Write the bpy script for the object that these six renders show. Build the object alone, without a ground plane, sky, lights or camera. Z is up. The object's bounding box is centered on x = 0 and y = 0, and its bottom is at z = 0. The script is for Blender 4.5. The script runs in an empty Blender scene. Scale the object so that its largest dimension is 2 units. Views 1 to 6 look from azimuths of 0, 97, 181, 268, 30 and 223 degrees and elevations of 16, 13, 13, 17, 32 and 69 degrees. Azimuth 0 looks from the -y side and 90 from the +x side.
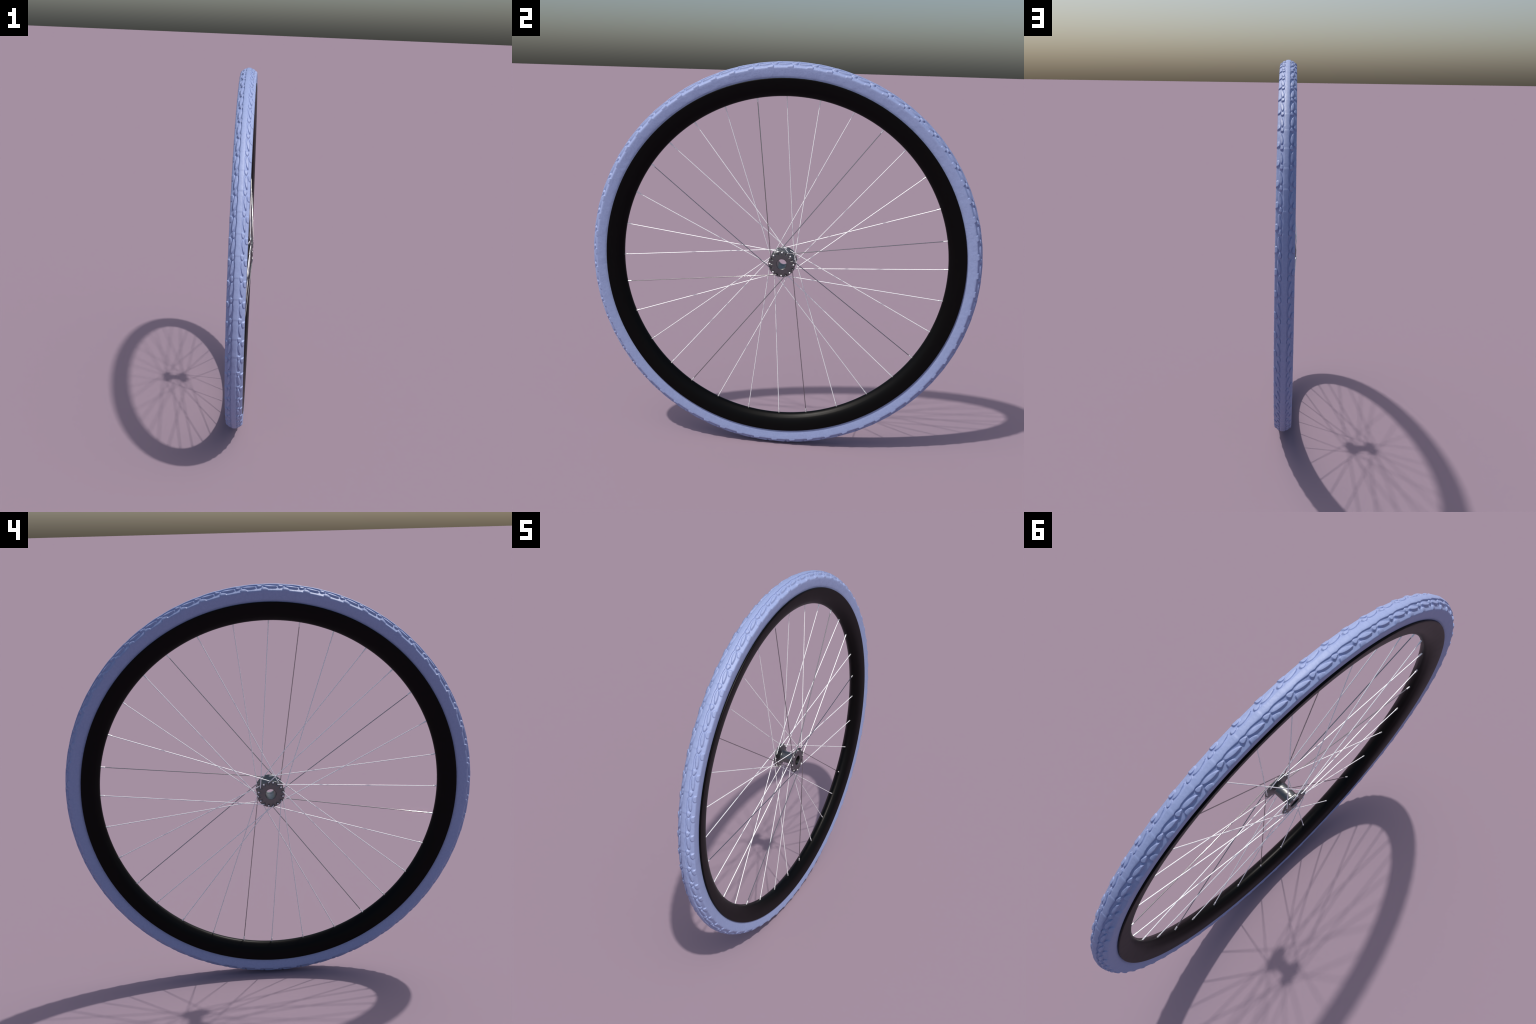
import bpy, bmesh, math, random
import numpy as np
from mathutils import Matrix, Vector

random.seed(11)
AXLE_Z = 1.0                    # wheel stands on the ground, radius 1 m
PERIODS = 64                    # tread pattern repeats round the tyre
PITCH = 360.0 / PERIODS         # degrees
PHASE = 3.2                     # angle of a tread seam (deg, in the y-z plane)

scene_col = bpy.context.scene.collection


# ------------------------------------------------------------------ helpers
def link(name, data, parent=None, matrix=None):
    ob = bpy.data.objects.new(name, data)
    scene_col.objects.link(ob)
    if parent is not None:
        ob.parent = parent
    if matrix is not None:
        ob.matrix_basis = matrix
    return ob


def mesh_from(name, verts, faces, mat, smooth=True, sharp_angle=None):
    me = bpy.data.meshes.new(name)
    me.from_pydata([tuple(v) for v in verts], [], faces)
    bm = bmesh.new()
    bm.from_mesh(me)
    bmesh.ops.recalc_face_normals(bm, faces=bm.faces)
    if smooth:
        for f in bm.faces:
            f.smooth = True
    if sharp_angle is not None:
        for e in bm.edges:
            if len(e.link_faces) == 2 and e.calc_face_angle(0) > sharp_angle:
                e.smooth = False
    bm.to_mesh(me)
    bm.free()
    me.materials.append(mat)
    return me


def smooth_curve(points, per=8, closed=False):
    """Catmull-Rom through hand placed control points."""
    P = [np.array(p, float) for p in points]
    n = len(P)
    out = []
    rng = range(n) if closed else range(n - 1)
    for i in rng:
        if closed:
            p0, p1, p2, p3 = P[i - 1], P[i], P[(i + 1) % n], P[(i + 2) % n]
        else:
            p1, p2 = P[i], P[i + 1]
            p0 = P[i - 1] if i > 0 else 2 * p1 - p2
            p3 = P[i + 2] if i + 2 < n else 2 * p2 - p1
        for k in range(per):
            t = k / per
            out.append(0.5 * (2 * p1 + (p2 - p0) * t + (2 * p0 - 5 * p1 + 4 * p2 - p3) * t * t
                              + (3 * p1 - p0 - 3 * p2 + p3) * t ** 3))
    if not closed:
        out.append(P[-1])
    return np.array(out)


def revolve(profile, segments, closed=True):
    """Turn an (x, r) profile about the x axis (wheel axle)."""
    verts, faces = [], []
    n = len(profile)
    for j in range(segments):
        a = 2 * math.pi * j / segments
        c, s = math.cos(a), math.sin(a)
        for x, r in profile:
            verts.append((x, r * c, r * s))
    m = n if closed else n - 1
    for j in range(segments):
        k = (j + 1) % segments
        for i in range(m):
            i2 = (i + 1) % n
            faces.append((j * n + i, j * n + i2, k * n + i2, k * n + i))
    return verts, faces


def rot_x(deg):
    return Matrix.Rotation(math.radians(deg), 4, 'X')


# ---------------------------------------------------------------- materials
def new_mat(name, **inputs):
    m = bpy.data.materials.new(name)
    m.use_nodes = True
    nt = m.node_tree
    b = nt.nodes['Principled BSDF']
    for k, v in inputs.items():
        b.inputs[k].default_value = v
    return m, nt, b


def node(nt, kind, **props):
    n = nt.nodes.new(kind)
    for k, v in props.items():
        if k in n.inputs:
            n.inputs[k].default_value = v
        else:
            setattr(n, k, v)
    return n


def rubber_material():
    m, nt, b = new_mat('blue_rubber', **{'Roughness': 0.52, 'Specular IOR Level': 0.5})
    tc = node(nt, 'ShaderNodeTexCoord')
    fine = node(nt, 'ShaderNodeTexNoise', Scale=95.0, Detail=5.0, Roughness=0.65)
    broad = node(nt, 'ShaderNodeTexNoise', Scale=22.0, Detail=3.0, Roughness=0.5)
    nt.links.new(tc.outputs['Object'], fine.inputs['Vector'])
    nt.links.new(tc.outputs['Object'], broad.inputs['Vector'])
    ramp = node(nt, 'ShaderNodeValToRGB')
    ramp.color_ramp.elements[0].position = 0.36
    ramp.color_ramp.elements[0].color = (0.242, 0.303, 0.515, 1)
    ramp.color_ramp.elements[1].position = 0.64
    ramp.color_ramp.elements[1].color = (0.268, 0.328, 0.545, 1)
    nt.links.new(fine.outputs['Fac'], ramp.inputs['Fac'])
    nt.links.new(ramp.outputs['Color'], b.inputs['Base Color'])
    add = node(nt, 'ShaderNodeMath', operation='MULTIPLY_ADD')
    add.inputs[1].default_value = 0.45
    lumps = node(nt, 'ShaderNodeMath', operation='MULTIPLY')
    lumps.inputs[1].default_value = 1.8
    nt.links.new(broad.outputs['Fac'], lumps.inputs[0])
    nt.links.new(fine.outputs['Fac'], add.inputs[0])
    nt.links.new(lumps.outputs[0], add.inputs[2])
    bump = node(nt, 'ShaderNodeBump', Strength=0.35, Distance=0.004)
    nt.links.new(add.outputs[0], bump.inputs['Height'])
    nt.links.new(bump.outputs['Normal'], b.inputs['Normal'])
    return m


def rim_material():
    m, nt, b = new_mat('black_anodised_rim', **{'Base Color': (0.0012, 0.0012, 0.0012, 1),
                                               'Roughness': 0.38, 'Specular IOR Level': 0.11})
    tc = node(nt, 'ShaderNodeTexCoord')
    n1 = node(nt, 'ShaderNodeTexNoise', Scale=30.0, Detail=4.0)
    nt.links.new(tc.outputs['Object'], n1.inputs['Vector'])
    mr = node(nt, 'ShaderNodeMapRange')
    mr.inputs['To Min'].default_value = 0.36
    mr.inputs['To Max'].default_value = 0.42
    nt.links.new(n1.outputs['Fac'], mr.inputs['Value'])
    nt.links.new(mr.outputs['Result'], b.inputs['Roughness'])
    return m


def metal_material(name, colour, rough, spread, metallic=1.0, lumpy=0.0):
    m, nt, b = new_mat(name, **{'Base Color': colour, 'Metallic': metallic, 'Roughness': rough})
    tc = node(nt, 'ShaderNodeTexCoord')
    n1 = node(nt, 'ShaderNodeTexNoise', Scale=60.0, Detail=3.0)
    nt.links.new(tc.outputs['Object'], n1.inputs['Vector'])
    mr = node(nt, 'ShaderNodeMapRange')
    mr.inputs['To Min'].default_value = rough - spread
    mr.inputs['To Max'].default_value = rough + spread
    nt.links.new(n1.outputs['Fac'], mr.inputs['Value'])
    nt.links.new(mr.outputs['Result'], b.inputs['Roughness'])
    if lumpy:
        n2 = node(nt, 'ShaderNodeTexNoise', Scale=75.0, Detail=2.0)
        nt.links.new(tc.outputs['Object'], n2.inputs['Vector'])
        bump = node(nt, 'ShaderNodeBump', Strength=lumpy, Distance=0.004)
        nt.links.new(n2.outputs['Fac'], bump.inputs['Height'])
        nt.links.new(bump.outputs['Normal'], b.inputs['Normal'])
    return m


RUBBER = rubber_material()
RIM = rim_material()
HUB = metal_material('dark_hub_metal', (0.165, 0.172, 0.174, 1), 0.36, 0.05, 1.0, 0.22)
STEEL = metal_material('bright_spoke_steel', (0.89, 0.89, 0.90, 1), 0.52, 0.03, 0.27)
POLISHED = metal_material('polished_spoke_steel', (0.33, 0.33, 0.335, 1), 0.075, 0.01)
NIPPLE = metal_material('nickel_nipple', (0.88, 0.88, 0.88, 1), 0.38, 0.03, 0.65)


# --------------------------------------------------------------- the wheel
wheel = link('bicycle_wheel', None)
wheel.empty_display_size = 0.2
wheel['label'] = 'bicycle wheel with pale blue treaded tire, black rim and thin steel spokes'
wheel['category'] = 'bicycle wheel'
AXLE = Matrix.Translation((0, 0, AXLE_Z))

# ---- tyre carcass: half section from crown to bead, mirrored and revolved
half = smooth_curve([(0.0, 0.9950), (0.008, 0.9943), (0.0145, 0.9918), (0.021, 0.9876), (0.028, 0.9828),
                     (0.034, 0.9789), (0.0392, 0.9755), (0.0420, 0.9731), (0.0434, 0.9693), (0.0434, 0.9640),
                     (0.0424, 0.9550), (0.0411, 0.9450), (0.0399, 0.9372), (0.0384, 0.9300), (0.0362, 0.9235), (0.0340, 0.9150)],
                    per=5)
bead = [(0.026, 0.9125), (0.022, 0.920), (0.0, 0.924)]
right = [tuple(p) for p in half] + bead
left = [(-x, r) for x, r in reversed(right[1:-1])]
v, f = revolve(right + left, 384)
tire = link('tire', mesh_from('tire', v, f, RUBBER), wheel, AXLE)

# arc-length parameter of the carcass section
seg = np.hypot(*np.diff(half, axis=0).T)
Q = np.concatenate([[0], np.cumsum(seg)])
TAN = np.gradient(half, Q, axis=0)
TAN /= np.linalg.norm(TAN, axis=1)[:, None]


def q_of_x(x):
    k = int(np.argmax(half[:, 0]))
    return float(np.interp(x, half[:k + 1, 0], Q[:k + 1]))


def carcass(s, q, h, side, radial=0.0):
    """Point of the tyre: s degrees along the tread, q along the section, h above it."""
    aq = abs(q)
    x, r = np.interp(aq, Q, half[:, 0]), np.interp(aq, Q, half[:, 1])
    tx, tr = np.interp(aq, Q, TAN[:, 0]), np.interp(aq, Q, TAN[:, 1])
    l = math.hypot(tx, tr)
    nx, nr = -tr / l * (1 - radial), tx / l
    if radial:
        l = math.hypot(nx, nr) or 1.0
        nx, nr = nx / l, nr / l
    x, r = x + nx * h, r + nr * h
    if radial:
        x = min(x, 0.0437)            # outer ends stay flush with the sidewall
    if q < 0:
        x = -x
    a = math.radians(PHASE - s)
    return (side * x, r * math.cos(a), r * math.sin(a))


MM = 0.01735                     # metres of tread per degree


def knob(name, outline, spine, side, height, wall=0.0030, radial=0.0, flare=0.2, per=7):
    """A moulded tread knob: walls of even width round a domed top.
    outline: control points (s degrees, x), spine: two points (s, x),
    height: function (s, u) with u = 0 at the inner edge and 1 at the outer edge."""
    ctl = [(s * MM, q_of_x(x) if x < 0.0430 else q_of_x(0.0430) + (x - 0.0430)) for s, x in outline]
    out = smooth_curve(ctl, per, closed=True)
    A, B = [np.array((s * MM, q_of_x(x))) for s, x in spine]
    d = B - A
    qmin, qmax = out[:, 1].min(), out[:, 1].max()
    n = len(out)
    verts, faces = [], []
    rings = [(0.0, 1.04), (0.35, 1.02), (0.58, 0.99), (0.70, 0.95), (0.77, 0.87), (0.88, 0.66), (0.99, 0.40), (1.08, 0.20),
             (1.22, 0.05), (1.36, -0.06), (1.40, -0.9)]
    for t, hf in rings:
        for p in out:
            k = min(1, max(0, (p - A) @ d / (d @ d)))
            c = A + k * d
            rad = p - c
            L = np.linalg.norm(rad)
            wl = wall * (0.85 + flare * max(0.0, (p[1] - c[1]) / (L + 1e-9)))
            if (p - A) @ d < 0 or (p - B) @ d > 0:                          # blunter, sloping ends
                wl *= 1 + 0.5 * abs(rad @ d) / (L * np.linalg.norm(d) + 1e-9)
            if t <= 0.7:
                pos = c + rad * max(0, (L - wl * 0.75) / L) * t / 0.7
            else:
                pos = c + rad * ((L - wl * 0.75) + wl * 0.75 * (t - 0.7) / 0.3) / L
            u = (pos[1] - qmin) / (qmax - qmin)
            H = height(pos[0] / MM, min(1.1, max(-0.1, u)))
            verts.append(carcass(pos[0] / MM, pos[1], H * hf, side, radial))
    R = len(rings)
    for j in range(R - 1):
        for i in range(n):
            k = (i + 1) % n
            faces.append((j * n + i, j * n + k, (j + 1) * n + k, (j + 1) * n + i))
    faces.append(tuple((R - 1) * n + i for i in range(n)))
    me = mesh_from(name, verts, faces, RUBBER)
    bm = bmesh.new()
    bm.from_mesh(me)
    bmesh.ops.remove_doubles(bm, verts=bm.verts, dist=2e-5)
    bmesh.ops.recalc_face_normals(bm, faces=bm.faces)
    bm.to_mesh(me)
    bm.free()
    return me


LONG = [(0.34, 0.0276), (0.45, 0.0258), (0.85, 0.0225), (1.60, 0.0187), (2.40, 0.0160), (3.20, 0.0161),
        (3.74, 0.0180), (3.94, 0.0204), (3.84, 0.0234), (3.30, 0.0266), (2.40, 0.0294), (1.60, 0.0304),
        (1.05, 0.0304), (0.62, 0.0299), (0.40, 0.0290)]
LONG_SPINE = [(0.90, 0.0268), (3.50, 0.0205)]
SMALL = [(4.16, 0.0211), (4.27, 0.0188), (4.60, 0.0156), (5.05, 0.0140), (5.42, 0.0138), (5.64, 0.0162),
         (5.70, 0.0205), (5.60, 0.0244), (5.40, 0.0270), (5.12, 0.0283), (4.75, 0.0266), (4.38, 0.0238)]
SMALL_SPINE = [(4.60, 0.0209), (5.22, 0.0209)]
SHOULDER = [(2.72, 0.0362), (3.02, 0.0324), (3.55, 0.0299), (4.05, 0.0298), (4.36, 0.0325), (4.44, 0.0370),
            (4.45, 0.0410), (4.40, 0.0440), (3.60, 0.0445), (2.90, 0.0440), (2.73, 0.0405)]
SHOULDER_SPINE = [(3.25, 0.0366), (3.75, 0.0366)]

kinds = [
    ('long_tread_block', LONG, LONG_SPINE, 0.75, 0.1, lambda s, u: 0.0036 + 0.0050 * u),
    ('teardrop_tread_block', SMALL, SMALL_SPINE, 0.75, 0.1, lambda s, u: 0.0040 + 0.0040 * u + 0.0006 * (s - 5)),
    ('shoulder_tread_block', SHOULDER, SHOULDER_SPINE, 0.9, 0.0,
     lambda s, u: (0.0058 + 0.0018 * (s - 3.7)) * (1.0 - 0.35 * max(0, u - 0.55) / 0.45)),
]
for name, outline, spine, radial, flare, height in kinds:
    for side in (1, -1):
        me = knob(name, outline, spine, side, height, radial=radial, flare=flare)
        for i in range(PERIODS):
            link(name, me, tire, rot_x(i * PITCH))


# centre rib: scale-like segments with waisted sides, each stepping down to the next
def rib_halfwidth(s):
    s = s % PITCH
    ss = np.array([0.0, 0.5, 1.5, 2.6, 3.5, 4.1, 4.6, 5.1, 5.45, PITCH])
    ww = np.array([.0124, .0121, .0104, .0094, .0105, .0127, .0114, .0105, .0112, .0124])
    return float(np.interp(s, ss, ww))


def rib_height(s):
    """Saw-tooth: each scale starts proud and sinks slowly, then a soft ledge up to the next."""
    H = 0.0055 - 0.0011 * s / PITCH
    k = min(1, max(0, (s - (PITCH - 0.60)) / 0.60))
    return H + 0.0011 * k * k * (3 - 2 * k)


def rib_segment():
    S = list(np.linspace(0, PITCH - 0.65, 24)) + list(np.linspace(PITCH - 0.6, PITCH, 9))
    cols = [(-1.22, -0.3), (-1.18, 0.02), (-1.11, 0.14), (-1.05, 0.42), (-0.99, 0.75), (-0.93, 0.92), (-0.84, 0.985)]
    cols = cols + [(t, 1.0) for t in np.linspace(-0.6, 0.6, 7)] + [(-t, h) for t, h in reversed(cols)]
    verts, faces = [], []
    for s in S:
        w, H = rib_halfwidth(s), rib_height(s)
        for t, hf in cols:
            verts.append(carcass(s, t * w, H * hf, 1))
    n = len(cols)
    for j in range(len(S) - 1):
        for i in range(n - 1):
            faces.append((j * n + i, j * n + i + 1, (j + 1) * n + i + 1, (j + 1) * n + i))
    return mesh_from('centre_tread_scale', verts, faces, RUBBER)


me = rib_segment()
for i in range(PERIODS):
    link('centre_tread_scale', me, tire, rot_x(i * PITCH))

# ---- rim: deep section, closed profile
flank = smooth_curve([(0.0425, 0.9208), (0.0438, 0.9196), (0.0441, 0.9170), (0.0437, 0.9110), (0.0421, 0.8980),
                      (0.0389, 0.8810), (0.0343, 0.8660), (0.0290, 0.8555), (0.0232, 0.8482), (0.0165, 0.8413),
                      (0.0085, 0.8360), (0.0, 0.8342)], per=6)
bed = [(0.0350, 0.9222), (0.026, 0.9170), (0.0, 0.9120)]
side_r = list(reversed(bed[:-1])) + [tuple(p) for p in flank]
prof = [bed[-1]] + side_r + [(-x, r) for x, r in reversed(side_r[:-1])]
v, f = revolve(prof, 320)
link('rim', mesh_from('rim', v, f, RIM, sharp_angle=math.radians(50)), wheel, AXLE)

# ---- hub: shell tube with two drilled flanges
HOLE_R, FACE, INNER = 0.0603, 0.0568, 0.0480
shell_prof = [(-0.036, 0.0312), (-0.018, 0.0308), (0, 0.0306), (0.018, 0.0308), (0.036, 0.0312),
              (0.036, 0.0262), (-0.036, 0.0262)]
v, f = revolve(shell_prof, 64)
hub = link('hub', mesh_from('hub', v, f, HUB, sharp_angle=math.radians(35)), wheel, AXLE)


def flange_mesh(side, hole_phase):
    outer = smooth_curve([(0.0548, 0.0660), (0.0525, 0.0682), (0.0500, 0.0682), (0.0482, 0.0664)], per=4)
    neck = smooth_curve([(0.0468, 0.0630), (0.0440, 0.0540), (0.0400, 0.0430), (0.0365, 0.0352),
                         (0.0340, 0.0320), (0.0310, 0.0305)], per=4)
    p = [(0.0310, 0.0255), (0.0545, 0.0255), (FACE, 0.0275), (FACE, 0.0560)] + [tuple(a) for a in outer] \
        + [tuple(a) for a in neck]
    v, f = revolve([(side * x, r) for x, r in p], 96)
    me = mesh_from('hub_flange', v, f, HUB, sharp_angle=math.radians(32))
    base = bpy.data.objects.new('flange_blank', me)
    scene_col.objects.link(base)
    bm = bmesh.new()
    for k in range(16):
        a = math.radians(hole_phase + 22.5 * k)
        # through hole
        M = Matrix.Rotation(a, 4, 'X') @ Matrix.Translation((side * 0.05, HOLE_R, 0)) @ Matrix.Rotation(math.pi / 2, 4, 'Y')
        bmesh.ops.create_cone(bm, cap_ends=True, segments=14, radius1=0.0037, radius2=0.0037, depth=0.03, matrix=M)
    cut_me = bpy.data.meshes.new('hole_cutter')
    bm.to_mesh(cut_me)
    bm.free()
    bm = bmesh.new()
    for k in range(16):
        a = math.radians(hole_phase + 22.5 * k)
        # triangular shading mark at each hole, modelled as a tapered cut towards the bore
        M = Matrix.Rotation(a, 4, 'X') @ Matrix.Translation((side * (FACE + 0.0030), HOLE_R - 0.0140, 0)) \
            @ Matrix.Rotation(-math.pi / 2, 4, 'X')
        bmesh.ops.create_cone(bm, cap_ends=True, segments=12, radius1=0.0003, radius2=0.0076, depth=0.028, matrix=M)
    gr_me = bpy.data.meshes.new('shading_wedge_cutter')
    bm.to_mesh(gr_me)
    bm.free()
    cutters = []
    for m in (cut_me, gr_me):
        c = bpy.data.objects.new('cutter', m)
        scene_col.objects.link(c)
        mod = base.modifiers.new('cut', 'BOOLEAN')
        mod.operation = 'DIFFERENCE'
        mod.solver = 'EXACT'
        mod.object = c
        cutters.append(c)
    dg = bpy.context.evaluated_depsgraph_get()
    out = bpy.data.meshes.new_from_object(base.evaluated_get(dg))
    out.name = 'hub_flange'
    for o in cutters + [base]:
        bpy.data.objects.remove(o)
    bm = bmesh.new()
    bm.from_mesh(out)
    bmesh.ops.remove_doubles(bm, verts=bm.verts, dist=1e-5)
    for fc in bm.faces:
        fc.smooth = True
    for e in bm.edges:
        if len(e.link_faces) == 2:
            e.smooth = e.calc_face_angle(0) < math.radians(28)
    bm.to_mesh(out)
    bm.free()
    if not out.materials:
        out.materials.append(HUB)
    return out


link('hub_flange', flange_mesh(1, 0.0), hub)
link('hub_flange', flange_mesh(-1, 11.25), hub)


# ---- spokes
SPOKE_R = 0.0021


def tube(path, radii, sides=10):
    P = [Vector(p) for p in path]
    verts, faces = [], []
    t0 = (P[1] - P[0]).normalized()
    u = t0.orthogonal().normalized()
    for i, p in enumerate(P):
        t = (P[min(i + 1, len(P) - 1)] - P[max(i - 1, 0)]).normalized()
        u = (u - t * u.dot(t)).normalized()
        w = t.cross(u)
        for k in range(sides):
            a = 2 * math.pi * k / sides
            verts.append(p + (u * math.cos(a) + w * math.sin(a)) * radii[i])
    n = len(P)
    for i in range(n - 1):
        for k in range(sides):
            k2 = (k + 1) % sides
            faces.append((i * sides + k, i * sides + k2, (i + 1) * sides + k2, (i + 1) * sides + k))
    faces.append(tuple(range(sides)))
    faces.append(tuple((n - 1) * sides + k for k in range(sides)))
    return verts, faces


def polar(x, r, deg):
    a = math.radians(deg)
    return Vector((x, r * math.cos(a), r * math.sin(a)))


def make_spokes(side, hole, rim_angle, outside, steel):
    """Eight spokes with one lacing: hole angle on the flange to nipple angle on the rim."""
    end = polar(0.0, 0.8350, rim_angle)
    if outside:       # runs down the outer face, head on the inner face
        bend_x, head_x, sgn = side * (FACE + 0.0022), side * (INNER - 0.0015), -side
    else:             # runs down the inner face, head shows on the outer face
        bend_x, head_x, sgn = side * (INNER - 0.0020), side * (FACE + 0.0003), side
    corner = polar(bend_x, HOLE_R, hole)
    head = polar(head_x, HOLE_R, hole)
    into = (head - corner).normalized()
    away = (end - corner).normalized()
    rb = 0.0035
    path, rad = [], []
    # domed head
    for d, r in ((0.0018, 0.0012), (0.0015, 0.0028), (0.0008, 0.0041), (0.0, 0.0044), (-0.0010, 0.0040)):
        path.append(head + into * d)
        rad.append(r)
    path.append(head - into * 0.0022)
    rad.append(SPOKE_R)
    for k in range(7):
        t = k / 6
        path.append(corner + into * rb * (1 - t) ** 2 + away * rb * t ** 2)
        rad.append(SPOKE_R)
    for k in (0.25, 0.5, 0.75, 1.0):
        path.append(corner.lerp(end, k))
        rad.append(SPOKE_R)
    v, f = tube(path, rad)
    me = mesh_from('spoke', v, f, steel, sharp_angle=math.radians(60))
    # nipple sits on the last part of the spoke and enters the rim
    npth, nrad = [], []
    for d, r in ((-0.0060, 0.0034), (0.0165, 0.0034), (0.0195, 0.0033), (0.0208, 0.0027), (0.0210, 0.0016)):
        npth.append(end - away * d)
        nrad.append(r)
    v, f = tube(npth, nrad, 12)
    nme = mesh_from('nipple', v, f, NIPPLE, sharp_angle=math.radians(45))
    for k in range(8):
        sp = link('spoke', me, wheel, AXLE @ rot_x(45 * k))
        link('nipple', nme, sp)


make_spokes(+1, 0.0, 79.15, False, STEEL)
make_spokes(+1, 22.5, 22.5 - 56.86, True, POLISHED)
make_spokes(-1, 11.25, 11.25 - 79.15, False, STEEL)
make_spokes(-1, 33.75, 33.75 + 56.86, True, STEEL)
